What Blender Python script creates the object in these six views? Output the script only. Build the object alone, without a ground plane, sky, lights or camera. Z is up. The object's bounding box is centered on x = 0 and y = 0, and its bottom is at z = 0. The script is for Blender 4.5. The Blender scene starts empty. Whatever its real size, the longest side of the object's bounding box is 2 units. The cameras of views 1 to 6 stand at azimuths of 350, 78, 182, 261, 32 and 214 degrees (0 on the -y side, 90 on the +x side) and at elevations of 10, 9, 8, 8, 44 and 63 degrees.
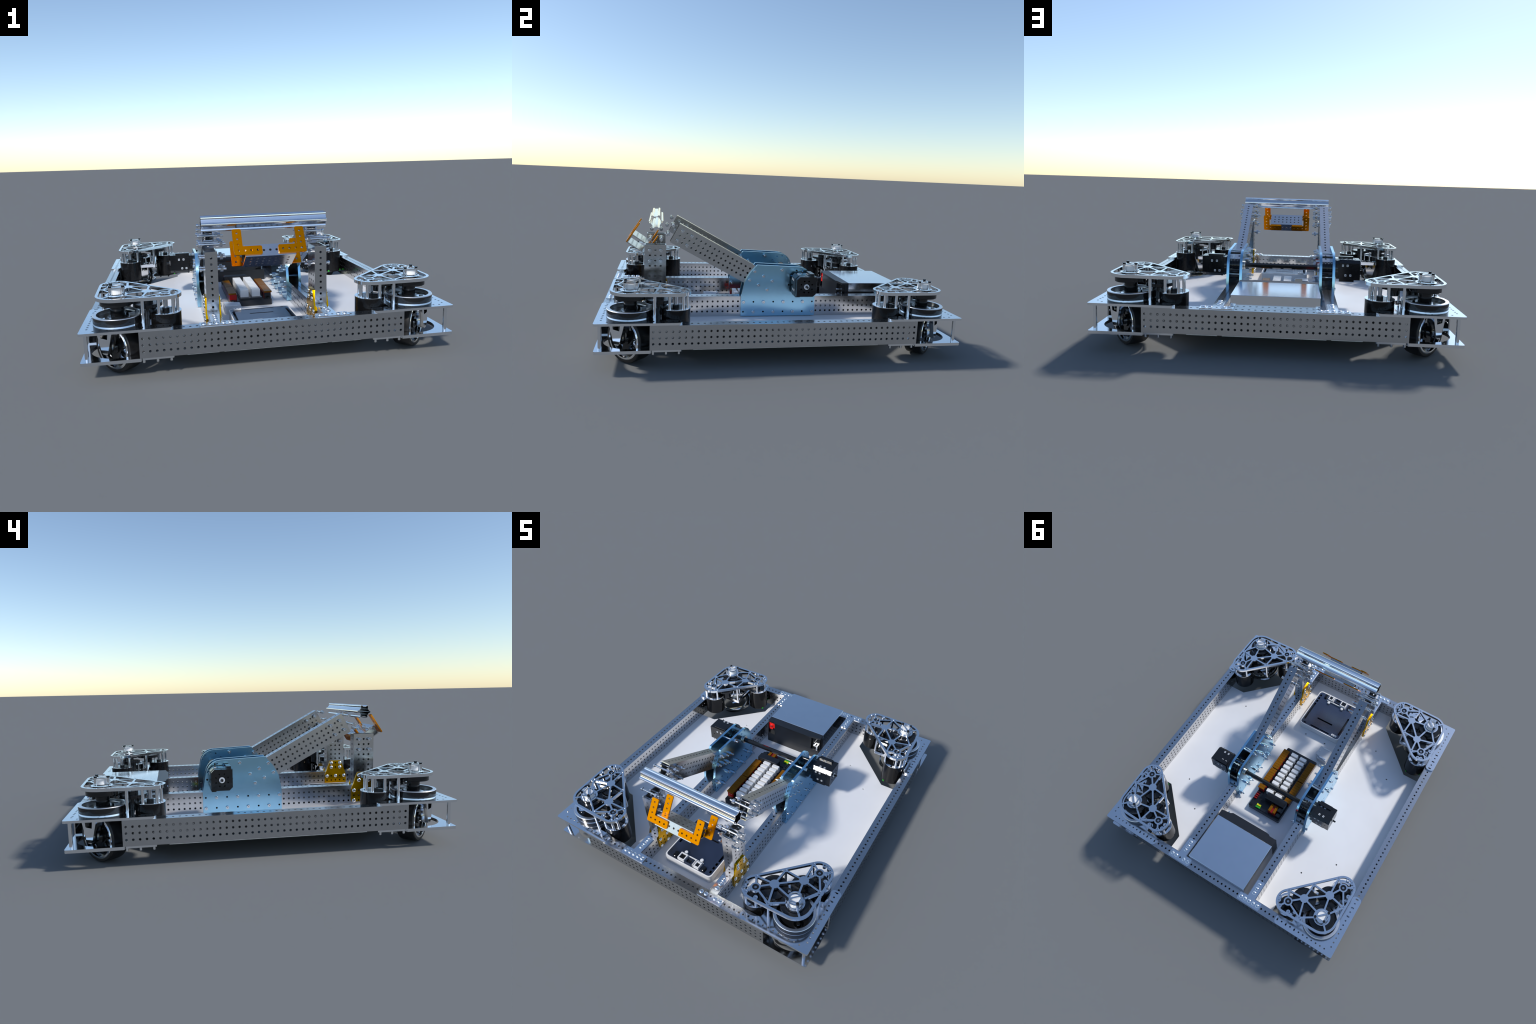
# Competition robot: perforated aluminium tube frame, four swerve corner modules,
# two tilted arms on blue side plates, belly pan with battery and electronics.
# All dimensions are in inches of the real thing; IN converts to scene metres.
import bpy, math, random
from mathutils import Matrix, Vector
from mathutils.geometry import delaunay_2d_cdt, convex_hull_2d

IN = 2.0 / 31.0
HX, HY = 14.5, 15.5            # half width / half length of the frame
Z_LOW0, Z_LOW1 = 1.46, 1.71    # lower corner plate
Z_T0, Z_T1 = 1.71, 3.71        # frame tubes
Z_TOP = 3.905                  # upper face of the corner plate
random.seed(7)

# ------------------------------------------------------------------ materials
def material(name, base, metallic=0.0, rough=0.4, grain=0.0, scale=40.0, bump=0.0, coat=0.0, spec=0.5, rvar=0.0, stretch=None):
    m = bpy.data.materials.new(name)
    m.use_nodes = True
    nt = m.node_tree
    b = nt.nodes["Principled BSDF"]
    b.inputs["Metallic"].default_value = metallic
    b.inputs["Roughness"].default_value = rough
    b.inputs["Coat Weight"].default_value = coat
    b.inputs["Specular IOR Level"].default_value = spec
    tc = nt.nodes.new("ShaderNodeTexCoord")
    mp = nt.nodes.new("ShaderNodeMapping")
    if stretch: mp.inputs["Scale"].default_value = stretch
    nz = nt.nodes.new("ShaderNodeTexNoise")
    nz.inputs["Scale"].default_value = scale
    nz.inputs["Detail"].default_value = 4.0
    nt.links.new(tc.outputs["Object"], mp.inputs["Vector"])
    nt.links.new(mp.outputs["Vector"], nz.inputs["Vector"])
    rp = nt.nodes.new("ShaderNodeValToRGB")
    rp.color_ramp.elements[0].position = 0.3
    rp.color_ramp.elements[1].position = 0.7
    lo = [max(0.0, c * (1 - grain)) for c in base]
    hi = [min(1.0, c * (1 + grain)) for c in base]
    rp.color_ramp.elements[0].color = (*lo, 1)
    rp.color_ramp.elements[1].color = (*hi, 1)
    nt.links.new(nz.outputs["Fac"], rp.inputs["Fac"])
    nt.links.new(rp.outputs["Color"], b.inputs["Base Color"])
    if rvar:
        mr = nt.nodes.new("ShaderNodeMapRange")
        mr.inputs["To Min"].default_value = rough - rvar
        mr.inputs["To Max"].default_value = rough + rvar
        nt.links.new(nz.outputs["Fac"], mr.inputs["Value"])
        nt.links.new(mr.outputs["Result"], b.inputs["Roughness"])
    if bump:
        bp = nt.nodes.new("ShaderNodeBump")
        bp.inputs["Strength"].default_value = bump
        bp.inputs["Distance"].default_value = 0.001
        nt.links.new(nz.outputs["Fac"], bp.inputs["Height"])
        nt.links.new(bp.outputs["Normal"], b.inputs["Normal"])
    return m

ALU    = material("aluminium_tube", (0.56, 0.56, 0.565), 1.0, 0.17, 0.03, 14)
PLATE  = material("machined_aluminium", (0.88, 0.89, 0.90), 1.0, 0.12, 0.015, 12)
STEEL  = material("polished_steel", (0.64, 0.66, 0.69), 1.0, 0.14, 0.02, 30)
CHROME = material("turned_aluminium", (0.90, 0.91, 0.92), 1.0, 0.10, 0.015, 20)
BLUE   = material("blue_anodised", (0.335, 0.61, 0.81), 1.0, 0.20, 0.03, 10)
GOLD   = material("gold_anodised", (0.72, 0.38, 0.0), 1.0, 0.24, 0.04, 12)
ORANGE = material("orange_coated", (0.73, 0.235, 0.0), 1.0, 0.265, 0.02, 30)
BLACK  = material("black_anodised", (0.008, 0.0085, 0.0095), 0.0, 0.14, 0.1, 30)
BLACKM = material("black_motor_case", (0.006, 0.006, 0.0065), 0.0, 0.15, 0.12, 20, spec=0.22)
RUBBER = material("rubber_tread", (0.010, 0.010, 0.011), 0.0, 0.40, 0.2, 40, bump=0.15)
PLAST  = material("dark_plastic", (0.010, 0.012, 0.016), 0.0, 0.22, 0.1, 30)
LIP    = material("satin_aluminium", (0.90, 0.91, 0.93), 1.0, 0.30, 0.015, 20)
BATT   = material("battery_case", (0.012, 0.014, 0.018), 0.0, 0.35, 0.1, 30)
NAVY   = material("dark_cover", (0.10, 0.12, 0.17), 0.85, 0.24, 0.06, 14)
WHITE  = material("white_sheet", (0.82, 0.82, 0.83), 0.0, 0.38, 0.015, 6, rvar=0.05)
WPLAST = material("white_plastic", (0.80, 0.80, 0.80), 0.0, 0.40, 0.02, 40)
GREYP  = material("grey_plastic", (0.60, 0.62, 0.65), 0.0, 0.45, 0.02, 40)
AMBER  = material("amber_lever", (0.20, 0.076, 0.0), 0.0, 0.35, 0.06, 60, spec=0.15)
RED    = material("red_plastic", (0.26, 0.004, 0.004), 0.0, 0.30, 0.05, 40)
SIGRED = material("signal_red", (0.85, 0.015, 0.01), 0.0, 0.40, 0.05, 40)
GREEN  = material("green_indicator", (0.02, 0.35, 0.02), 0.0, 0.40, 0.05, 40)
YELLOW = material("yellow_connector", (0.85, 0.72, 0.01), 0.0, 0.40, 0.05, 40)
BRASS  = material("bearing_bronze", (0.80, 0.66, 0.55), 1.0, 0.30, 0.05, 40)

# ------------------------------------------------------------- mesh building
class Mesher:
    """Collects vertices and faces of simple solids into one mesh."""
    def __init__(self): self.v, self.f, self.m, self.mats = [], [], [], []
    def add(self, verts, faces, mat, M=None):
        o = len(self.v)
        if mat not in self.mats: self.mats.append(mat)
        k = self.mats.index(mat)
        for p in verts:
            p = Vector(p)
            self.v.append(tuple((M @ p if M else p) * IN))
        flip = M is not None and M.to_3x3().determinant() < 0
        for f in faces:
            f = [i + o for i in f]
            self.f.append(f[::-1] if flip else f); self.m.append(k)
        return self
    def mesh(self, name, angle=35):
        me = bpy.data.meshes.new(name)
        me.from_pydata(self.v, [], self.f)
        for mt in self.mats: me.materials.append(mt)
        me.polygons.foreach_set("material_index", self.m)
        me.polygons.foreach_set("use_smooth", [True] * len(self.f))
        me.update()
        me.set_sharp_from_angle(angle=math.radians(angle))
        return me

def T(x, y, z): return Matrix.Translation((x, y, z))
def R(a, ax): return Matrix.Rotation(math.radians(a), 4, ax)
def axes(o, ex, ey, ez):
    m = Matrix.Identity(4)
    for i, e in enumerate((ex, ey, ez)):
        e = Vector(e)
        for j in range(3): m[j][i] = e[j]
    for j in range(3): m[j][3] = o[j]
    return m

# 2D shapes -----------------------------------------------------------------
def circle(x, y, r, n=24, a0=0.0):
    return [(x + r * math.cos(a0 + 2 * math.pi * i / n), y + r * math.sin(a0 + 2 * math.pi * i / n)) for i in range(n)]
def rect(x0, y0, x1, y1): return [(x0, y0), (x1, y0), (x1, y1), (x0, y1)]
def bar2(p, q, w):
    d = Vector((q[0] - p[0], q[1] - p[1])).normalized() * (w / 2)
    return [(p[0] + d.y, p[1] - d.x), (q[0] + d.y, q[1] - d.x), (q[0] - d.y, q[1] + d.x), (p[0] - d.y, p[1] + d.x)]
def slot(x, y, l, r, ang, n=12):
    c, s = math.cos(ang), math.sin(ang); out = []
    for i in range(n + 1):
        a = -math.pi / 2 + math.pi * i / n; out.append((l / 2 + r * math.cos(a), r * math.sin(a)))
    for i in range(n + 1):
        a = math.pi / 2 + math.pi * i / n; out.append((-l / 2 + r * math.cos(a), r * math.sin(a)))
    return [(x + c * u - s * v, y + s * u + c * v) for u, v in out]
def rounded(pts, r, n=5):
    """Polygon with rounded corners; r is one radius or one per corner."""
    out, N = [], len(pts)
    for i in range(N):
        ri = r[i] if isinstance(r, (list, tuple)) else r
        p = Vector(pts[i]); a = (Vector(pts[i - 1]) - p); b = (Vector(pts[(i + 1) % N]) - p)
        if ri < 1e-4: out.append(tuple(p)); continue
        al, bl = a.length, b.length; a.normalize(); b.normalize()
        half = a.angle(b) / 2
        t = min(ri / math.tan(half), al * .49, bl * .49)
        for k in range(n + 1):
            s = k / n
            q0 = p + a * t; q1 = p + b * t
            out.append(tuple((1 - s) ** 2 * q0 + 2 * s * (1 - s) * p + s * s * q1))
    return out
def hull(circs, n=40):
    pts = [Vector(q) for c in circs for q in circle(*c, n)]
    return [tuple(pts[i]) for i in convex_hull_2d(pts)]

def region(layers):
    """Ordered list of (+1/-1, polygon): later layers add or cut. Returns verts, tris."""
    vs, fs = [], []
    for s, poly in layers:
        area = sum(poly[i - 1][0] * poly[i][1] - poly[i][0] * poly[i - 1][1] for i in range(len(poly)))
        if area < 0: poly = poly[::-1]
        fs.append(list(range(len(vs), len(vs) + len(poly))))
        vs += [Vector(p) for p in poly]
    ov, oe, of, _, _, src = delaunay_2d_cdt(vs, [], fs, 0, 1e-5, True)
    keep = []
    for f, s in zip(of, src):
        inside = False
        for k in sorted(s): inside = layers[k][0] > 0
        if inside: keep.append(list(f))
    used = sorted({i for f in keep for i in f}); mp = {i: j for j, i in enumerate(used)}
    return [tuple(ov[i]) for i in used], [[mp[i] for i in f] for f in keep]

def prism(layers, z0, z1):
    v2, tr = region(layers)
    n = len(v2)
    v = [(x, y, z1) for x, y in v2] + [(x, y, z0) for x, y in v2]
    f, edge = [], {}
    for t in tr:
        a, b, c = (Vector(v2[i]) for i in t)
        if (b - a).cross(c - a) < 0: t = t[::-1]
        f.append(t); f.append([i + n for i in t[::-1]])
        for i in range(3): edge[(t[i], t[(i + 1) % 3])] = True
    for (a, b) in edge:
        if (b, a) not in edge: f.append([b, a, a + n, b + n])
    return v, f

def lathe(prof, n=48, closed=False):
    """Revolve (r, z) profile round z. r=0 ends become a point."""
    v, rows = [], []
    for r, z in prof:
        if r < 1e-6: rows.append([len(v)]); v.append((0, 0, z))
        else:
            rows.append(list(range(len(v), len(v) + n)))
            v += [(r * math.cos(2 * math.pi * i / n), r * math.sin(2 * math.pi * i / n), z) for i in range(n)]
    f = []
    pairs = list(zip(rows, rows[1:])) + ([(rows[-1], rows[0])] if closed else [])
    for A, B in pairs:
        if len(A) == 1 and len(B) == 1: continue
        for i in range(n):
            j = (i + 1) % n
            if len(A) == 1: f.append([A[0], B[j], B[i]])
            elif len(B) == 1: f.append([A[i], A[j], B[0]])
            else: f.append([A[i], A[j], B[j], B[i]])
    return v, f
def cyl(r, z0, z1, n=24, ch=0.0):
    if ch: return lathe([(0, z0), (r - ch, z0), (r, z0 + ch), (r, z1 - ch), (r - ch, z1), (0, z1)], n)
    return lathe([(0, z0), (r, z0), (r, z1), (0, z1)], n)
def ring(r0, r1, z0, z1, n=48):
    return lathe([(r0, z1), (r0, z0), (r1, z0), (r1, z1)], n, True)
def box(x0, y0, z0, x1, y1, z1, ch=0.0):
    if ch: 
        return chbox(x0, y0, z0, x1, y1, z1, ch)
    v = [(x, y, z) for z in (z0, z1) for x, y in ((x0, y0), (x1, y0), (x1, y1), (x0, y1))]
    return v, [[3, 2, 1, 0], [4, 5, 6, 7], [0, 1, 5, 4], [1, 2, 6, 5], [2, 3, 7, 6], [3, 0, 4, 7]]
def chbox(x0, y0, z0, x1, y1, z1, c):
    """Box with chamfered top rim and vertical corners."""
    def loop(e, z, k): return [(x, y, z) for x, y in ((x0 + e + k, y0 + e), (x1 - e - k, y0 + e), (x1 - e, y0 + e + k), (x1 - e, y1 - e - k),
                                                       (x1 - e - k, y1 - e), (x0 + e + k, y1 - e), (x0 + e, y1 - e - k), (x0 + e, y0 + e + k))]
    v = loop(0, z0, c) + loop(0, z1 - c, c) + loop(c, z1, c)
    f = [list(range(7, -1, -1)), list(range(16, 24))]
    for L in (0, 8):
        for i in range(8):
            j = (i + 1) % 8; f.append([L + i, L + j, L + 8 + j, L + 8 + i])
    return v, f

# --------------------------------------------------------------- object tree
def link(name, data, parent, M=None):
    o = bpy.data.objects.new(name, data)
    bpy.context.scene.collection.objects.link(o)
    if parent: o.parent = parent
    if M is not None:
        loc = M.to_translation() * IN
        M2 = M.copy(); M2.translation = loc
        o.matrix_local = M2
    return o
def part(name, mesher, parent, M=None, angle=35):
    return link(name, mesher.mesh(name, angle), parent, M)

robot = bpy.data.objects.new("competition_robot", None)
bpy.context.scene.collection.objects.link(robot)
robot["label"] = "low wheeled competition robot with perforated aluminium frame and arms"
robot["category"] = "robot"

# -------------------------------------------------------------- hole grids
HR = 0.1
def holes(n, rows, pitch=0.5, r=HR, off=0.0, k=12):
    return [(-1, circle(off + (i - (n - 1) / 2) * pitch, y, r, k)) for i in range(n) for y in rows]
def tube_mesh(name, length, n, wall=0.1, off=0.0):
    """Rectangular 2 x 1 tube along X; three hole rows on the 2-inch walls, one on the 1-inch walls."""
    m = Mesher(); L = length / 2
    w = prism([(1, rect(-L, -1, L, 1))] + holes(n, (-.5, 0, .5), off=off), 0, wall)
    e = prism([(1, rect(-L, -.5 + wall, L, .5 - wall))] + holes(n, (0,), off=off), 0, wall)
    # wide walls at y = +-0.5 (plane XZ), narrow walls at z = +-1 (plane XY)
    m.add(*w, ALU, axes((0, -.5 + wall, 0), (1, 0, 0), (0, 0, 1), (0, -1, 0)))
    m.add(*w, ALU, axes((0, .5 - wall, 0), (-1, 0, 0), (0, 0, 1), (0, 1, 0)))
    m.add(*e, ALU, axes((0, 0, 1 - wall), (1, 0, 0), (0, 1, 0), (0, 0, 1)))
    m.add(*e, ALU, axes((0, 0, -1 + wall), (-1, 0, 0), (0, 1, 0), (0, 0, -1)))
    return m.mesh(name)

ZC = (Z_T0 + Z_T1) / 2
front = tube_mesh("frame_tube", 2 * (HX - 4.23), 41)
for s in (-1, 1): link("frame_tube", front, robot, T(0, s * (HY - .5), ZC))
side = tube_mesh("side_tube", 2 * (HY - 4.23), 45)
for s in (-1, 1): link("side_tube", side, robot, T(s * (HX - .5), 0, ZC) @ R(90, 'Z'))
rail = tube_mesh("rail_tube", 2 * (HY - 1), 57)
for s in (-1, 1): link("rail_tube", rail, robot, T(s * 4.5, 0, ZC) @ R(90, 'Z'))
upr = tube_mesh("upright_tube", 5, 9)
UPM = lambda s: axes((s * 4.5, -11, Z_T1 + 2.5 + .002), (0, 0, 1), (1, 0, 0), (0, 1, 0))
for s in (-1, 1): link("upright_tube", upr, robot, UPM(s))
# arms: first hole of the top row (y, z), pointing down and back
AD = Vector((0, .8796, -.4756)); AU = Vector((0, .4756, .8796))
A0 = Vector((0, -8.515, 10.065)) - AU * .5 - AD * .5
armlen = 11.0
arm = tube_mesh("arm_tube", armlen, 21)
for s in (-1, 1):
    c = A0 + AD * armlen / 2
    link("arm_tube", arm, robot, axes((s * 4.5, c.y, c.z), AD, (-1, 0, 0), AU))
def arm_hole(i, row): return A0 + AD * (.5 + .5 * i) + AU * (.5 - .5 * row)

# -------------------------------------------------------------- belly pan
def pan(name, poly, hs):
    m = Mesher(); m.add(*prism([(1, poly)] + [(-1, circle(x, y, .09, 12)) for x, y in hs], Z_T0 - .13, Z_T0 - .004), WHITE)
    part(name, m, robot)
PY = HY - .3
for s in (-1, 1):
    poly = [(4.42, -PY), (6.82, -PY), (6.82, -12.72), (11.67, -7.87), (14.2, -7.87), (14.2, 7.87), (11.67, 7.87), (6.82, 12.72), (6.82, PY), (4.42, PY)]
    hs = [(10.2, -6.22), (7.33, -9.06), (10.2, 6.2), (7.33, 9.03)]
    pan("belly_pan", [(s * x, y) for x, y in poly], [(s * x, y) for x, y in hs])
pan("belly_pan", rect(-4.04, -PY, 4.04, PY), [(1.36, -6.67), (-1.36, -6.67)])

# -------------------------------------------------------------- fasteners
def bolt_mesh(grip):
    """Socket-head bolt along +X: head at x>0 end, nut at the other."""
    m = Mesher(); M = R(90, 'Y')
    m.add(*lathe([(0, .02), (.05, .02), (.05, .17), (.13, .17), (.155, .14), (.155, 0), (.0, 0)][::-1], 16), STEEL, M)
    m.add(*cyl(.092, -grip - .5, 0.0, 14, .015), STEEL, M)
    m.add(*prism([(1, circle(0, 0, .22, 6)), (-1, circle(0, 0, .085, 12))], -grip - .24, -grip - .003), STEEL, M)
    return m.mesh("bolt")
BOLT = bolt_mesh(1.5)
def bolt(s, y, z, xh=5.25):
    """Bolt through a 1-inch tube at x = 4.5 s with its head on the outside."""
    link("bolt", BOLT, robot, T(s * xh, y, z) @ (Matrix.Identity(4) if s > 0 else R(180, 'Z')))
m = Mesher()
dome = [(.2 * math.sin(a), .02 + .1 * math.cos(a)) for a in [math.radians(d) for d in (0, 15, 30, 45, 60, 75, 90)]] + [(.2, 0), (0, 0)]
m.add(*lathe(dome[::-1], 20), CHROME)
DOME = m.mesh("rivet_bolt", 60)
def dome_bolt(M, parent=None): link("rivet_bolt", DOME, parent or robot, M)

# ------------------------------------------------------ joint plates (T shape)
m = Mesher()
tee = rounded([(-1.32, -.42), (1.32, -.42), (1.32, .42), (.48, .42), (.42, .48), (.42, 2.42), (-.42, 2.42), (-.42, .48), (-.48, .42), (-1.32, .42)],
              [.15, .15, .15, .1, .1, .15, .15, .1, .1, .15], 4)
tl = [(1, tee)] + [(-1, circle(x, 0, .09, 12)) for x in (-1, -.5, 0, .5, 1)] + [(-1, circle(0, y, .09, 12)) for y in (1, 1.5, 2)]
m.add(*prism(tl, 0, .1), PLATE)
TEE = m.mesh("joint_plate")
for sx in (-1, 1):
    for sy in (-1, 1):
        M = T(sx * 4.5, sy * 15, Z_T1 + .002) @ (R(180, 'Z') if sy > 0 else Matrix.Identity(4))
        link("joint_plate", TEE, robot, M)
        row = [-1, -.5, 0, .5, 1] if sx < 0 else [-1, -.5, .5, 1]
        for x in row: dome_bolt(M @ T(x, 0, .1))
        for y in (1, 1.5, 2): dome_bolt(M @ T(0, y, .1))

# ------------------------------------------------------ gold upright gussets
gp = rounded([(-1.25, 1.28), (-1.25, .02), (-.62, -1.63), (.62, -1.63), (1.25, .02), (1.25, 1.28)], .14, 4)   # (y, -z) about (-11, 3.35)
gb = [(-.5, -1.36), (.5, -1.36), (-.5, -.86), (.5, -.86), (-1, .14), (0, .14), (1, .14), (-1, 1.14), (0, 1.14), (1, 1.14)]
gh = [(0, -1.36), (0, -.86), (-.5, .14), (.5, .14), (-1, .64), (-.5, .64), (0, .64), (.5, .64), (1, .64), (-.5, 1.14), (.5, 1.14)]
m = Mesher(); m.add(*prism([(1, gp)] + [(-1, circle(x, y, .09, 12)) for x, y in gh], 0, .125), GOLD)
GUS = m.mesh("gusset_plate")
for sx in (-1, 1):
    for face in (-1, 1):
        x = sx * 4.5 + face * .502
        M = axes((x, -11, 3.35), (0, 1, 0), (0, 0, -1), (-1, 0, 0)) if face < 0 else axes((x, -11, 3.35), (0, -1, 0), (0, 0, -1), (1, 0, 0))
        link("gusset_plate", GUS, robot, M)
        for b in gb: dome_bolt(M @ T(b[0], b[1], .125))

# ------------------------------------------------------ blue side plates
MOT = (3.15, 5.24)           # motor axis (y, z)
bp = [(4.77, 1.78), (4.75, 3.75), (4.42, 5.5), (4.28, 5.9), (4.05, 6.25), (3.75, 6.5), (3.4, 6.66), (3.05, 6.72), (2.4, 6.75), (-1.25, 6.9), (-1.45, 6.62),
      (-1.9, 6.1), (-2.2, 5.62), (-2.46, 5.12), (-2.62, 4.4), (-2.74, 3.78), (-2.74, 1.78)]
bh = [(4.5, 3.21), (2.5, 3.21), (.5, 3.21), (-1.5, 3.21), (3.5, 2.21), (1.5, 2.21), (-.5, 2.21), (-2.5, 2.21)]
bh += [(MOT[0] + 1.15 * math.cos(a), MOT[1] + 1.15 * math.sin(a)) for a in [math.radians(d) for d in (20, 50, 80, 110, 145)]]
bl = [(1, bp)] + [(-1, circle(y, z, .09, 12)) for y, z in bh] + [(-1, circle(*MOT, .45, 24))]
m = Mesher(); m.add(*prism(bl, 0, .25), BLUE)
BPL = m.mesh("side_plate")
for sx in (-1, 1):
    for x in (3.748, 5.002): link("side_plate", BPL, robot, axes((x, 0, 0), (0, 1, 0), (0, 0, 1), (1, 0, 0)) if sx > 0 else axes((-x - .25, 0, 0), (0, 1, 0), (0, 0, 1), (1, 0, 0)))
    for y in (3.5, 1.5, -.5, -2.5): bolt(sx, y, 3.21, 5.255)
    for y in (4.5, 2.5, .5, -1.5): bolt(sx, y, 2.21, 5.255)
    for i in (16, 18, 20):
        for row in (0, 2):
            p = arm_hole(i, row); bolt(sx, p.y, p.z, 5.255)
    bolt(sx, 1.24, 6.42, 5.255)
    # front: arm end, upright head and the free bolts that carried a joint plate
    for i in (0, 2):
        for row in (0, 2):
            p = arm_hole(i, row); bolt(sx, p.y, p.z)
    for y in (-11.5, -10.5):
        for z in (8.21, 7.21): bolt(sx, y, z)
    for y, z in ((-9.37, 10.55), (-9.85, 9.72), (-10.47, 9.25), (-11.49, 9.25)): bolt(sx, y, z)

# ------------------------------------------------------ gearmotors + shaft
def gearmotor():
    m = Mesher(); M = R(90, 'Y')            # local z -> +x
    m.add(*cyl(.5, -1.26, -.26, 32), BLACK, M)                       # output hub between the plates
    for z in (-1.05, -.75, -.45): m.add(*ring(.5, .62, z - .06, z + .06, 32), BLACK, M)
    for a in (15, 50, 90, 130, 165, 250): 
        m.add(*cyl(.1, -1.24, 0.0, 12), BLACK, M @ T(1.2 * math.sin(math.radians(a)), 1.2 * math.cos(math.radians(a)), 0))
    # 2D section: (-height, y); square with two chamfered and two eared corners
    def body(r, c, e): return [(-r, r), (-r, -r + c), (-r + c, -r), (r, -r), (r, r - c), (r - c, r)]
    def ear(r, e): return [(1, bar2((-r + .15, r - .3), (-r - e, r - .3), .42)), (1, bar2((r - .15, -r + .3), (r + e, -r + .3), .42))]
    m.add(*prism([(1, circle(0, 0, .92, 32))], .0, .3), BLACK, M)
    m.add(*prism([(1, body(.88, .3, 0))], .12, .42), BLACK, M)
    m.add(*prism([(1, body(.985, .3, 0))] + ear(.985, .16), .42, 1.86), BLACK, M)
    m.add(*prism([(1, body(.96, .3, 0)), (-1, circle(0, 0, .34, 24))] + [(-1, circle(.58 * math.cos(a), .58 * math.sin(a), .075, 10)) for a in [i * math.pi / 4 + .4 for i in range(8)]], 1.86, 2.44), BLACK, M)
    m.add(*cyl(.34, 1.9, 2.2, 24), PLAST, M)
    m.add(*ring(.13, .26, 2.2, 2.47, 24), GREYP, M)
    m.add(*cyl(.1, 1.9, 2.8, 12), BLACK, M)
    # small square screw heads on the flat sides
    for side in range(4):
        Ms = R(90 * side, 'X')
        for x, y in ((.75, .45), (1.2, .45), (1.02, -.5), (1.5, -.5)):
            m.add(*prism([(1, rect(x - .09, y - .1, x + .09, y + .1)), (-1, rect(x - .04, y - .05, x + .04, y + .05))], .98, 1.0), GREYP, Ms)
        for x, y in ((.55, -.7), (.55, .7), (2.0, .75), (2.0, 0)):
            m.add(*cyl(.06, .98, .995, 10), PLAST, Ms @ T(x, y, 0))
    return m.mesh("gearmotor")
GM = gearmotor()
for sx in (-1, 1):
    link("gearmotor", GM, robot, T(sx * 5.256, MOT[0], MOT[1]) @ (Matrix.Identity(4) if sx > 0 else R(180, 'Z')))
m = Mesher(); Mx = R(90, 'Y')
m.add(*prism([(1, circle(0, 0, .26, 6))], -3.7, 3.7), BLACK, Mx)
shaft = part("drive_shaft", m, robot, T(0, *MOT))
m = Mesher(); m.add(*ring(.27, .42, -.0, .16, 24), BRASS, Mx); m.add(*ring(.27, .34, .1, .3, 24), BLACK, Mx)
BR = m.mesh("shaft_bearing")
for s in (-1, 1): link("shaft_bearing", BR, shaft, T(s * 3.62, 0, 0) @ (R(180, 'Z') if s < 0 else Matrix.Identity(4)) @ T(-.05, 0, 0))

# ------------------------------------------------------ six-lobed spline bar
def lobes(scale):
    out = []
    for i in range(6):
        a = math.radians(60 * i - 3)
        for da, r in ((-27, .515), (-18, .52), (-13, .545), (-9, .64), (-5, .685), (0, .695), (5, .685), (9, .64), (13, .545), (18, .52), (27, .515)):
            t = a + math.radians(da); out.append((scale * r * math.cos(t), scale * r * math.sin(t)))
    return out
m = Mesher()
inner = [(x * .89, y * .89) for x, y in lobes(1.0)]
m.add(*prism([(1, lobes(1.0)), (-1, inner)], -5.15, 5.15), CHROME, axes((0, 0, 0), (0, -1, 0), (0, 0, 1), (-1, 0, 0)))
part("spline_bar", m, robot, T(0, -10.97, 10.86), angle=25)

# ------------------------------------------------------ clamp tube with angle brackets
up = Vector((0, .559, .829)); nn = Vector((0, -.829, .559))
C0 = Vector((0, -13.58, 8.94))
clamp = link("clamp_tube", tube_mesh("clamp_tube", 4, 7), robot, axes(tuple(C0 - nn * 1.065), (1, 0, 0), tuple(up), tuple(-nn)))
# tube local: Y is the 1-inch depth -> along up, Z is the 2-inch depth -> along -nn
ell = rounded([(-.36, -.36), (1.86, -.36), (1.86, .36), (.36, .36), (.36, 1.86), (-.36, 1.86)], [.14, .14, .14, .04, .14, .14], 5)
m = Mesher()
m.add(*prism([(1, ell)] + [(-1, circle(.5 * i, 0, .09, 12)) for i in range(4)] + [(-1, circle(0, .5 * i, .09, 12)) for i in (1, 2, 3)], -.06, .06), ORANGE)
ELL = m.mesh("angle_bracket")
for s in (-1, 1):
    for d in (0, 2.13):
        o = C0 - nn * d
        link("angle_bracket", ELL, robot, axes((s * 2.5, o.y, o.z), (-s, 0, 0), tuple(up), tuple(nn * (1 if s < 0 else 1))))

# ------------------------------------------------------ battery
m = Mesher()
m.add(*box(-3.52, 8.97, Z_T0, 3.52, 14.49, 4.72, .02), PLATE)
bat = part("battery", m, robot)
m = Mesher()
dk = [(-3.52, 8.96), (-3.52, 8.14), (-2.7, 8.12), (-2.55, 8.0), (-2.2, 7.95), (2.2, 7.95), (2.45, 8.1), (3.52, 8.25), (3.52, 8.96)]
m.add(*prism([(1, dk)], 4.5, 4.71), BATT)
m.add(*prism([(1, [(-2.55, 8.96), (-2.55, 8.02), (-2.2, 7.96), (2.2, 7.96), (2.45, 8.02), (2.45, 8.96)])], 2.95, 4.495), BATT)
m.add(*box(-3.5, 8.3, 2.95, -2.56, 8.96, 4.495), BATT); m.add(*box(2.46, 8.55, 2.95, 3.5, 8.96, 4.495), BATT)
m.add(*box(-3.5, 8.0, Z_T0, 3.5, 8.96, 2.945), BATT)
part("battery_front", m, bat)
m = Mesher()
m.add(*box(-3.38, 8.17, 3.75, -2.6, 8.295, 4.495), SIGRED); m.add(*box(-3.3, 8.12, 3.55, -2.85, 8.17, 4.2), SIGRED); m.add(*box(-3.51, 8.05, 2.95, -3.39, 8.295, 4.495), BATT)
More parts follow.
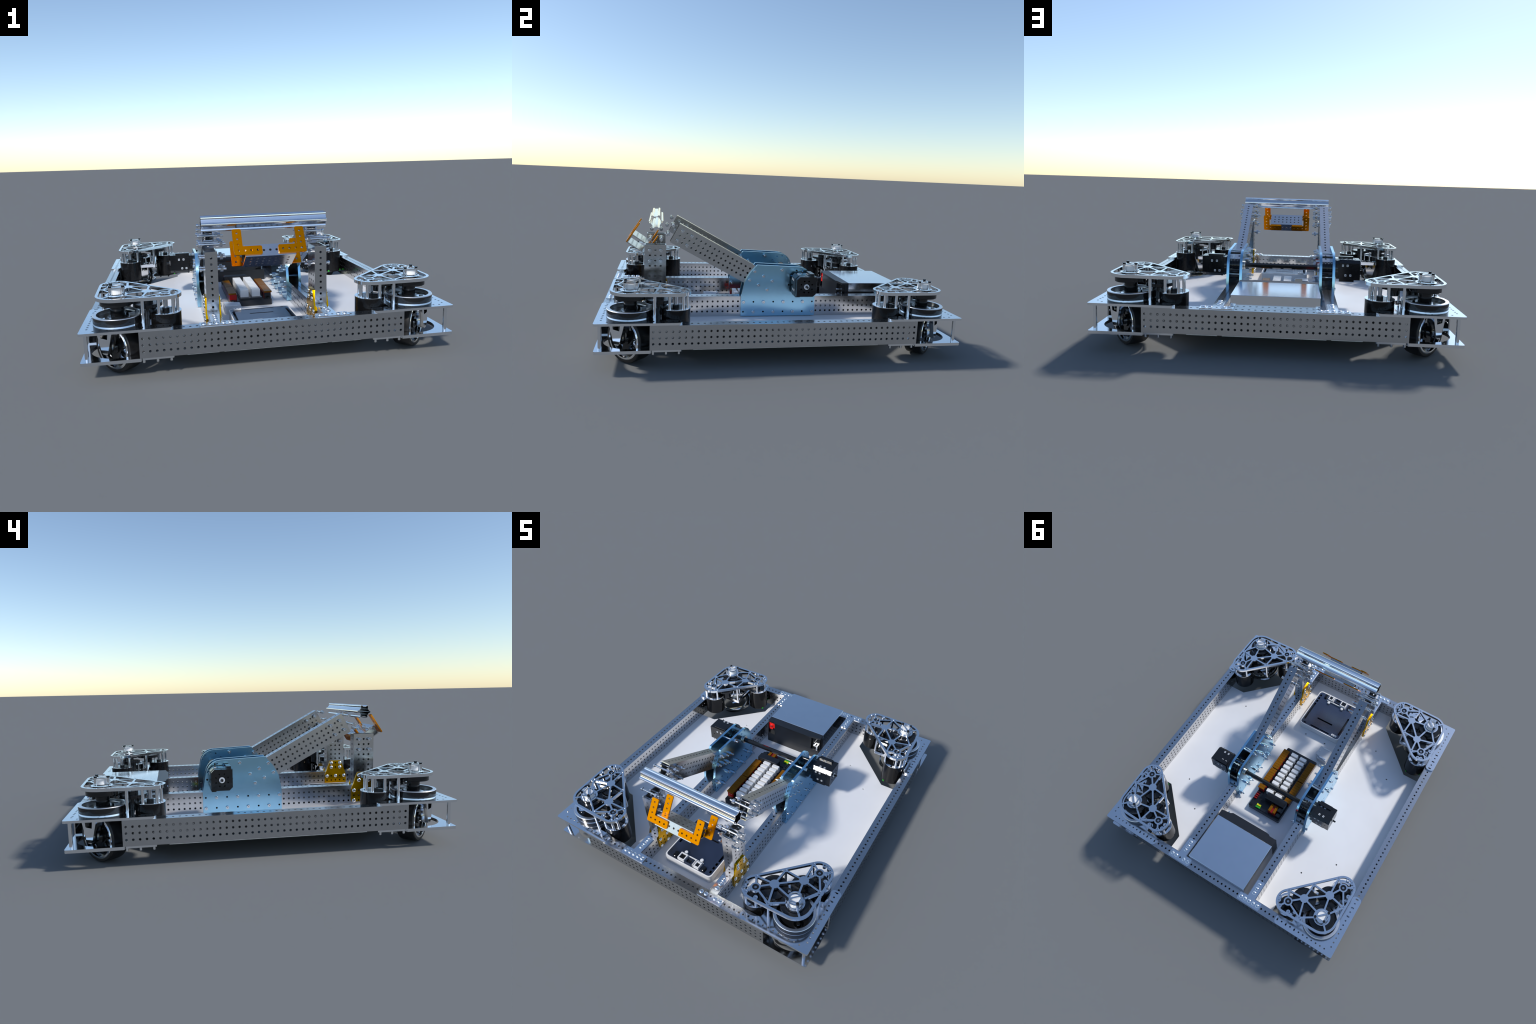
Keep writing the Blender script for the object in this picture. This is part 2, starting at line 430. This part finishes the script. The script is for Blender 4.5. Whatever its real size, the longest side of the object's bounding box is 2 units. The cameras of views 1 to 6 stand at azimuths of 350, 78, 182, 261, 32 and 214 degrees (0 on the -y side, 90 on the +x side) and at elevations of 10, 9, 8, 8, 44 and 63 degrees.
m.add(*cyl(.1, 7.95, 8.15, 12), STEEL, axes((-3.05, 0, 4.1), (1, 0, 0), (0, 0, -1), (0, 1, 0)))
part("terminal", m, bat)
m = Mesher()
m.add(*box(2.5, 8.3, 3.1, 3.45, 8.545, 4.49), BLACK); m.add(*box(2.75, 8.05, 3.45, 3.3, 8.295, 3.6), STEEL); m.add(*box(3.12, 8.05, 2.96, 3.3, 8.295, 3.44), STEEL)
m.add(*cyl(.09, 7.8, 8.3, 12), STEEL, axes((2.9, 0, 3.95), (1, 0, 0), (0, 0, -1), (0, 1, 0)))
part("terminal", m, bat)

# ------------------------------------------------------ power hub
m = Mesher()
m.add(*prism([(1, rounded([(-2.07, -3.52), (2.07, -3.52), (2.07, 5.45), (-2.07, 5.45)], .18))], Z_T0, 2.28), PLAST)
m.add(*box(-1.12, -3.25, 2.1, 1.12, 3.1, 2.46), PLAST)
m.add(*box(-1.95, 3.18, 2.1, .6, 4.05, 3.36, .06), PLAST)
m.add(*box(-1.95, 4.06, 2.2, -1.4, 4.65, 3.1, .08), PLAST); m.add(*box(-1.95, 4.66, 2.2, -1.4, 5.15, 2.75, .08), PLAST)
m.add(*box(-1.2, 4.05, 2.1, 1.2, 5.3, 2.34), PLAST)
for x, y in ((-1.8, 5.2), (1.8, 5.2), (1.8, -3.3), (-1.8, -3.3)): m.add(*cyl(.16, 2.1, 2.36, 14), BLACK, T(x, y, 0))
hub = part("power_hub", m, robot)
m = Mesher(); m.add(*box(-.42, -.205, 2.3, .42, .205, 3.19, .03), WPLAST)
FUSE = m.mesh("fuse")
for sx in (-1, 1):
    for i in range(10):
        link("fuse", FUSE, hub, T(sx * .58, -2.6 + i * .62 , 0))
def lever_bank(y0, y1):
    m = Mesher()
    m.add(*box(-.36, y0, 2.05, .36, y1, 2.78), RED)
    n = max(2, round((y1 - y0) / .31)); d = (y1 - y0) / n
    for i in range(n): m.add(*box(-.32, y0 + i * d + .006, 2.78, .46, y0 + (i + 1) * d - .006, 2.93, .012), AMBER)
    for i in range(0, n, 2): m.add(*box(-.40, y0 + (i + .4) * d, 2.3, -.34, y0 + (i + 1.4) * d, 2.79), BLACK)
    return m.mesh("lever_bank")
for y0, y1 in ((-2.85, .02), (.12, 1.95), (2.0, 3.15)):
    lb = lever_bank(y0, y1)
    for s in (-1, 1): link("lever_bank", lb, hub, T(s * 1.72, 0, 0) @ (Matrix.Identity(4) if s > 0 else Matrix.Scale(-1, 4, (1, 0, 0))))
m = Mesher(); m.add(*box(-.33, -2.92, 2.1, .33, -2.855, 2.76, .02), RED); part("bank_end", m, hub, T(-1.72, 0, 0))
m = Mesher(); m.add(*box(-.33, -2.92, 2.1, .33, -2.855, 2.76, .02), BLACK); part("bank_end", m, hub, T(1.72, 0, 0))
m = Mesher()
m.add(*box(-1.36, 4.08, 2.2, -.42, 5.1, 2.84), RED)
for x in (-1.35, -.76): m.add(*box(x, 4.12, 2.84, x + .33, 5.08, 2.98, .03), AMBER)
part("battery_connector", m, hub)
m = Mesher()
m.add(*box(.6, 4.75, 2.2, 1.2, 5.25, 2.42), GREEN); m.add(*box(.64, 4.8, 2.42, .88, 5.0, 2.5), YELLOW); m.add(*box(.92, 4.8, 2.42, 1.16, 5.0, 2.5), YELLOW)
part("signal_connector", m, hub)
m = Mesher()
for i in range(4): m.add(*box(1.62, 3.42 + i * .26, 2.1, 2.0, 3.56 + i * .26, 2.45), RED)
part("indicator_bar", m, hub)

# ------------------------------------------------------ control unit
m = Mesher()
tray = rounded([(-2.76, -12.92), (2.76, -12.92), (2.76, -7.36), (-2.76, -7.36)], .45, 6)
lid = rounded([(-2.66, -12.78), (2.66, -12.78), (2.66, -7.46), (-2.66, -7.46)], .4, 6)
m.add(*prism([(1, tray)], Z_T0, 2.0), WPLAST)
m.add(*prism([(1, tray), (-1, lid)], 2.0, 2.6), WPLAST)
ctl = part("control_unit", m, robot)
m = Mesher()
slots = [rect(-1.05, -9.12, 1.05, -8.92), rect(.06, -7.75, 1.3, -7.6), rect(-1.3, -7.75, -.02, -7.6), rect(2.3, -10.9, 2.52, -8.1), rect(-2.52, -10.9, -2.3, -8.1),
         rect(2.0, -7.75, 2.25, -7.58), rect(2.28, -11.4, 2.52, -11.08), rect(2.28, -11.9, 2.52, -11.58), rect(2.28, -12.4, 2.5, -12.1)]
m.add(*prism([(1, [(x * .998, y) for x, y in lid])] + [(-1, s) for s in slots], 2.4, 2.575), NAVY)
m.add(*prism([(1, [(x * .98, -10.1 + (y + 10.1) * .98) for x, y in lid])], 2.0, 2.35), BLACK)
part("control_cover", m, ctl)
def port(x0, y0, x1, y1, z0, z1, mat=WPLAST):
    m = Mesher()
    m.add(*prism([(1, rect(x0, y0, x1, y1)), (-1, rect(x0 + .1, y0 + .1, x1 - .1, y1 - .1))], z0, z1), mat)
    m.add(*box(x0 + .1, y0 + .1, z0, x1 - .1, y1 - .1, z1 - .12), BLACK)
    part("port", m, ctl)
port(.66, -12.7, 1.26, -12.05, 2.57, 2.9); port(-1.26, -12.7, -.48, -11.95, 2.57, 2.93)
port(-.4, -12.7, .36, -12.1, 2.57, 2.8, NAVY)
m = Mesher()
m.add(*box(.5, -12.7, 2.57, .56, -12.0, 2.92), WPLAST); m.add(*box(-1.3, -11.95, 2.6, 1.3, -11.86, 2.75), WPLAST)
for x in (-.95, .95): m.add(*cyl(.18, 2.6, 2.8, 16, .04), WPLAST, T(x, -11.66, 0))
m.add(*box(1.5, -12.65, 2.6, 1.85, -12.1, 2.8, .04), BLACK); m.add(*box(-1.9, -12.65, 2.6, -1.5, -12.0, 2.8, .04), BLACK)
m.add(*box(-2.35, -7.85, 2.6, -1.65, -7.6, 2.74, .02), WPLAST)
for x in (-2.15, -1.85): m.add(*cyl(.06, 2.74, 2.75, 10), NAVY, T(x, -7.72, 0))
part("port_block", m, ctl)

# ------------------------------------------------------ radio
m = Mesher()
m.add(*prism([(1, rounded([(-2.9, -5.85), (-1.3, -5.85), (-1.3, -4.6), (-1.7, -4.1), (-2.9, -4.1)], .08))], Z_T0, 2.3), GREYP)
m.add(*prism([(1, rounded([(-2.85, -5.8), (-1.6, -5.8), (-1.35, -5.4), (-1.35, -4.5), (-2.85, -4.15)], .08))], 2.3, 2.45), GREYP)
m.add(*box(-2.75, -5.75, 2.45, -1.7, -5.6, 2.48), WPLAST); m.add(*box(-2.75, -4.4, 2.45, -1.9, -4.28, 2.48), PLATE); m.add(*cyl(.07, 2.45, 2.48, 12), WPLAST, T(-1.55, -5.1, 0))
part("radio", m, robot)

# ------------------------------------------------------ swerve corner modules
# module frame: origin at the outer corner, the module lies in -x, +y (front right corner)
WC = (-2.625, 2.625)
MA, MB_ = (-6.27, 2.21), (-2.22, 6.27)           # motor axes
SA, SB = (-5.03, 3.29), (-3.02, 4.90)            # gear axes
P = dict(b1=(-6.77, 3.19), b2=(-4.90, 5.01), b3=(-3.10, 6.88), b4=(-1.73, 7.16), b5=(-1.345, 6.83), b6=(-1.37, 5.75), b7=(-1.29, 4.57),
         b8=(-4.52, 1.40), b9=(-5.73, 1.34), b10=(-6.76, 1.42), b11=(-7.12, 1.85), b12=(-7.2, 2.2), b13=(-2.19, 7.2))
ZP0, ZP1 = 5.75, 6.01
MODULE = {}
def keep(name, m, angle=35): MODULE[name] = m.mesh(name, angle)

# upper corner plate
m = Mesher()
cp = rounded([(0, 0), (0, 6.75), (-1.0, 6.75), (-1.0, 5.06), (-5.06, 5.06), (-5.06, 1.0), (-6.75, 1.0), (-6.75, 0)],
             [.2, .45, .45, .15, .1, .15, .45, .45], 5)
lay = [(1, cp), (-1, rounded([(-4.82, 4.82), (-2.9, 4.82), (-4.82, 2.9)], .08, 3)), (1, circle(*WC, 1.98, 48)), (-1, circle(*WC, 1.5, 48))]
for i in range(12):
    d = 1.0 + .5 * i
    if i in (7, 9, 11): lay += [(-1, slot(-.5, d, .2, .075, 0, 6)), (-1, slot(-d, .5, .2, .075, math.pi / 2, 6))]
    else: lay += [(-1, circle(-.5, d, .085, 10)), (-1, circle(-d, .5, .085, 10))]
m.add(*prism(lay, Z_T1 + .003, Z_TOP), PLATE)
rib = [(-1.1, 5.06), (-1.1, 4.82), (-4.82, 4.82), (-4.82, 1.1), (-5.06, 1.1), (-5.06, 5.06)]
m.add(*prism([(1, rounded(rib, [0, 0, .05, 0, 0, .1], 4))], 3.54, Z_T1 + .001), PLATE)
keep("swerve_module", m)

# lower corner plate with wheel opening and thin fixing strips under the tubes
m = Mesher()
lp = rounded([(0, 0), (0, 4.3), (-1.0, 4.55), (-2.625, 5.0), (-4.4, 4.4), (-5.0, 2.625), (-4.55, 1.0), (-4.3, 0)], [.2, .05, .2, .8, .8, .8, .2, .05], 5)
m.add(*prism([(1, lp), (-1, circle(*WC, 2.14, 56))], Z_LOW0, Z_LOW1), PLATE)
for k in (0, 1):
    Mk = Matrix.Identity(4) if k == 0 else axes((0, 0, 0), (0, -1, 0), (-1, 0, 0), (0, 0, 1))
    st = rounded([(-.14, 4.25), (-.14, 6.75), (-.86, 6.75), (-.86, 4.6)], .2, 3)
    m.add(*prism([(1, st)], Z_LOW0 + .06, Z_LOW1 - .004), PLATE, Mk)
    for y in (4.5, 5.5, 6.5): m.add(*cyl(.11, Z_LOW0 - .18, Z_LOW0 + .2, 14, .02), PLATE, Mk @ T(-.3, y, 0))
keep("lower_plate", m)

# upper truss plate
m = Mesher()
o = hull([(*WC, 1.58), (*MA, 1.24), (*MB_, 1.24)])
i_ = hull([(*WC, 1.37), (*MA, 1.03), (*MB_, 1.03)])
lay = [(1, o), (-1, i_)]
for a, b in ((SA, SB), (SA, P['b1']), (SA, MA), (SA, P['b8']), (SA, WC), (SA, P['b2']), (SB, P['b2']), (SB, P['b3']), (SB, MB_), (SB, P['b7']), (SB, WC),
             (MA, P['b8']), (MB_, P['b7']), (MA, P['b1']), (MB_, P['b3']), (MB_, P['b5']), (MA, P['b10']), (WC, P['b8']), (WC, P['b7']), (WC, (-1.6, 1.55))):
    lay.append((1, bar2(a, b, .175)))
for k in P: lay.append((1, circle(*P[k], .2, 16)))
lay += [(1, circle(*SA, .44, 14)), (1, circle(*SB, .44, 14)), (1, circle(*MA, .44, 28)), (1, circle(*MB_, .44, 28)), (1, circle(*WC, .84, 36))]
# bores
lay += [(-1, circle(*MA, .3, 24)), (-1, circle(*MB_, .3, 24)), (-1, circle(*WC, .66, 32))]
for k in P: lay.append((-1, circle(*P[k], .1, 12)))
m.add(*prism(lay, ZP0, ZP1), PLATE)
for c in (MA, MB_):
    m.add(*ring(.11, .3, ZP0 - .02, ZP1 - .08, 24), BLACK, T(*c, 0)); m.add(*ring(.05, .11, ZP0 - .1, ZP1 - .05, 16), STEEL, T(*c, 0))
for k in P:
    if k not in ('b12', 'b13'): m.add(*cyl(.1, ZP0 + .0, ZP1 - .06, 12), STEEL, T(*P[k], 0))
keep("truss_plate", m)

# posts
m = Mesher()
for k in ('b2', 'b7', 'b8'): m.add(*cyl(.135, Z_TOP - .05, ZP0 + .001, 16), PLATE, T(*P[k], 0))
for k in ('b1', 'b3', 'b4', 'b5', 'b6', 'b9', 'b10', 'b11'): m.add(*cyl(.125, 4.6, ZP0 + .001, 16), PLATE, T(*P[k], 0))
m.add(*cyl(.15, Z_LOW1 - .01, Z_T1 + .01, 18), PLATE, T(-.5, .45, 0))
for x, y in ((-3.9, 4.45), (-4.45, 3.9)): m.add(*cyl(.1, Z_TOP - .05, 5.0, 12), PLATE, T(x, y, 0))
keep("post", m)

# motors
def motor(c, kind):
    m = Mesher(); M = T(*c, 0); b = (2.02, 2.38)[kind]
    m.add(*lathe([(0, b), (.9, b), (1.1, b + .04), (1.17, b + .12), (1.17, 4.54), (1.14, 4.575), (0, 4.575)], 56), BLACKM, M)
    m.add(*prism([(1, circle(0, 0, 1.19, 48)), (-1, circle(0, 0, .9, 40))], 4.58, 4.62), PLATE, M)
    m.add(*cyl(.89, 4.5, 4.6, 40), BLACK, M)
    m.add(*cyl(.27, 4.5, 4.85, 24), BLACK, M)
    m.add(*cyl(.17, 4.8, 5.8, 16), STEEL, M)
    if kind == 0:
        for a in (60, 150): m.add(*box(-.09, -.06, 2.06, .09, .04, 2.26), GREEN, M @ R(a, 'Z') @ T(0, 1.17, 0))
    else:
        m.add(*cyl(.07, 0, 1.19, 10), STEEL, M @ R(205, 'Z') @ T(0, 0, 4.15) @ R(90, 'Y'))
        m.add(*cyl(.06, 0, 1.19, 10), SIGRED, M @ R(222, 'Z') @ T(0, 0, 4.2) @ R(90, 'Y'))
        m.add(*cyl(.07, 0, 1.19, 10), STEEL, M @ R(178, 'Z') @ T(0, 0, 3.9) @ R(90, 'Y'))
    return m.mesh("motor")
MODULE["motor"] = motor(MA, 0); MODULE["motor.b"] = motor(MB_, 1)

# gears
def gear(c, r, z0, z1, hubr, hz0, hz1, top=None):
    m = Mesher()
    m.add(*cyl(r, z0, z1, 64, .02), BLACK, T(*c, 0))
    if top: m.add(*cyl(r - .14, z1, z1 + .012, 36), top, T(*c, 0))
    m.add(*cyl(hubr, hz0, hz1, 28), BLACK, T(*c, 0))
    m.add(*cyl(.13, hz0, 5.8, 14), STEEL, T(*c, 0))
    return m.mesh("gear", )
MODULE["gear"] = gear(WC, 1.27, 5.28, 5.69, .54, 4.25, 5.3)
MODULE["gear.b"] = gear(SA, 1.22, 5.3, 5.6, .5, 4.7, 5.32, None)
MODULE["gear.c"] = gear(SB, 1.14, 4.9, 5.17, .42, 4.5, 5.4, None)

# steering turntable
m = Mesher()
m.add(*lathe([(1.62, Z_TOP - .02), (1.86, Z_TOP - .02), (1.86, 3.97), (1.8, 3.985)], 72), CHROME, T(*WC, 0))
m.add(*lathe([(1.5, 3.98), (1.88, 3.98), (1.88, 4.5), (1.6, 4.5)], 72), BLACK, T(*WC, 0))
m.add(*lathe([(1.6, 4.2), (1.62, 4.48), (1.6, 4.55), (1.86, 4.55), (1.885, 4.52), (1.885, 4.49)][::-1], 72), LIP, T(*WC, 0))
m.add(*cyl(1.62, 4.13, 4.24, 60), BLACK, T(*WC, 0))
m.add(*cyl(.75, 4.24, 4.34, 32), BLACK, T(*WC, 0))
m.add(*cyl(.38, 4.24, 4.36, 24), CHROME, T(WC[0] + .75, WC[1] - .75, 0)); m.add(*cyl(.16, 4.36, 4.42, 16), BLACK, T(WC[0] + .75, WC[1] - .75, 0))
m.add(*prism([(1, rounded([(-.5, -.35), (.5, -.35), (.5, .35), (-.5, .35)], .15))], 4.24, 4.44), PLATE, T(WC[0] - .85, WC[1] + .7, 0) @ R(45, 'Z'))
m.add(*cyl(.66, Z_TOP + .01, 4.9, 32), BLACK, T(*SB, 0))
keep("turntable", m)

# encoder cap
m = Mesher(); M = T(*WC, 0)
scr = ((-.55, -.43), (.42, .55), (.42, -.40))
m.add(*prism([(1, circle(0, 0, .64, 40)), (-1, circle(0, 0, .5, 36))], ZP1 - .2, ZP1 + .12), CHROME, M)
m.add(*cyl(.47, ZP1 - .2, 6.5, 32, .03), WPLAST, M)
for x, y in scr: m.add(*cyl(.13, ZP1 - .05, 6.6, 16), CHROME, M @ T(x, y, 0))
tri = [bar2(scr[0], scr[1], .14), bar2(scr[1], scr[2], .1), bar2(scr[2], scr[0], .1)]
arc = [circle(0, 0, .66, 40), circle(0, 0, .55, 40)]
m.add(*prism([(1, arc[0]), (-1, arc[1])] + [(1, t) for t in tri] + [(1, circle(x, y, .16, 14)) for x, y in scr], 6.585, 6.66), CHROME, M)
keep("encoder_cap", m)
m = Mesher()
for x, y in scr: m.add(*cyl(.135, 6.665, 6.78, 14, .02), BLACK, M @ T(x, y, 0))
keep("cap_screw", m)

# wheel, turned 45 degrees: axle points at the corner
WM = T(*WC, 2.0) @ axes((0, 0, 0), (math.sqrt(.5), math.sqrt(.5), 0), (0, 0, 1), (math.sqrt(.5), -math.sqrt(.5), 0))
m = Mesher()
m.add(*lathe([(1.72, -.74), (1.9, -.74), (1.97, -.68), (2.0, -.5), (2.0, .5), (1.97, .68), (1.9, .74), (1.72, .74)], 72, True), RUBBER, WM)
keep("tyre", m)
m = Mesher()
m.add(*lathe([(1.72, -.72), (1.722, .72), (1.66, .765), (1.54, .765), (1.5, .6), (1.45, .2), (1.45, -.2), (1.5, -.6), (1.54, -.765), (1.66, -.765)], 72, True), CHROME, WM)
w = [(1, circle(0, 0, 1.5, 60)), (-1, circle(0, 0, 1.32, 60))]
for k in range(3): w.append((1, bar2((0, 0), (1.4 * math.cos(k * 2.0944 + .5236), 1.4 * math.sin(k * 2.0944 + .5236)), .75)))
w += [(1, circle(0, 0, .72, 30))]
m.add(*prism(w, .28, .5), BLACK, WM)  # spoke disc coloured black to hold the dark reflections seen inside the wheel
m.add(*lathe([(1.48, -.62), (1.2, -.5), (.55, -.42), (.42, -.5), (.42, .1)], 56), PLATE, WM)
m.add(*cyl(.3, -1.3, 1.3, 24), STEEL, WM)
m.add(*cyl(.5, .5, .62, 28), BLACK, WM); m.add(*cyl(.4, -.75, -.4, 24), BLACK, WM)
keep("wheel", m)

# fork plates either side of the wheel (local: x across, y up, z along axle)
m = Mesher()
vee = rounded([(-1.0, 1.7), (-.3, -.33), (.3, -.33), (1.0, 1.7)], [0, .28, .28, 0], 7)
cut = rounded([(-.52, 1.66), (-.38, .9), (.38, .9), (.52, 1.66)], .05, 3)
for s in (-1, 1):
    Ms = WM @ (R(180, 'Y') if s < 0 else Matrix.Identity(4))
    m.add(*prism([(1, vee), (-1, cut)], .9, 1.47), CHROME, Ms)
keep("fork", m)

CORNERS = [((HX, -HY), 0), ((-HX, HY), 180), ((-HX, -HY), -90), ((HX, HY), 90)]
for (cx, cy), a in CORNERS:
    mod = link("swerve_module", MODULE["swerve_module"], robot, T(cx, cy, 0) @ R(a, 'Z'))
    for name, me in MODULE.items():
        if name != "swerve_module": link(name.split('.')[0], me, mod)
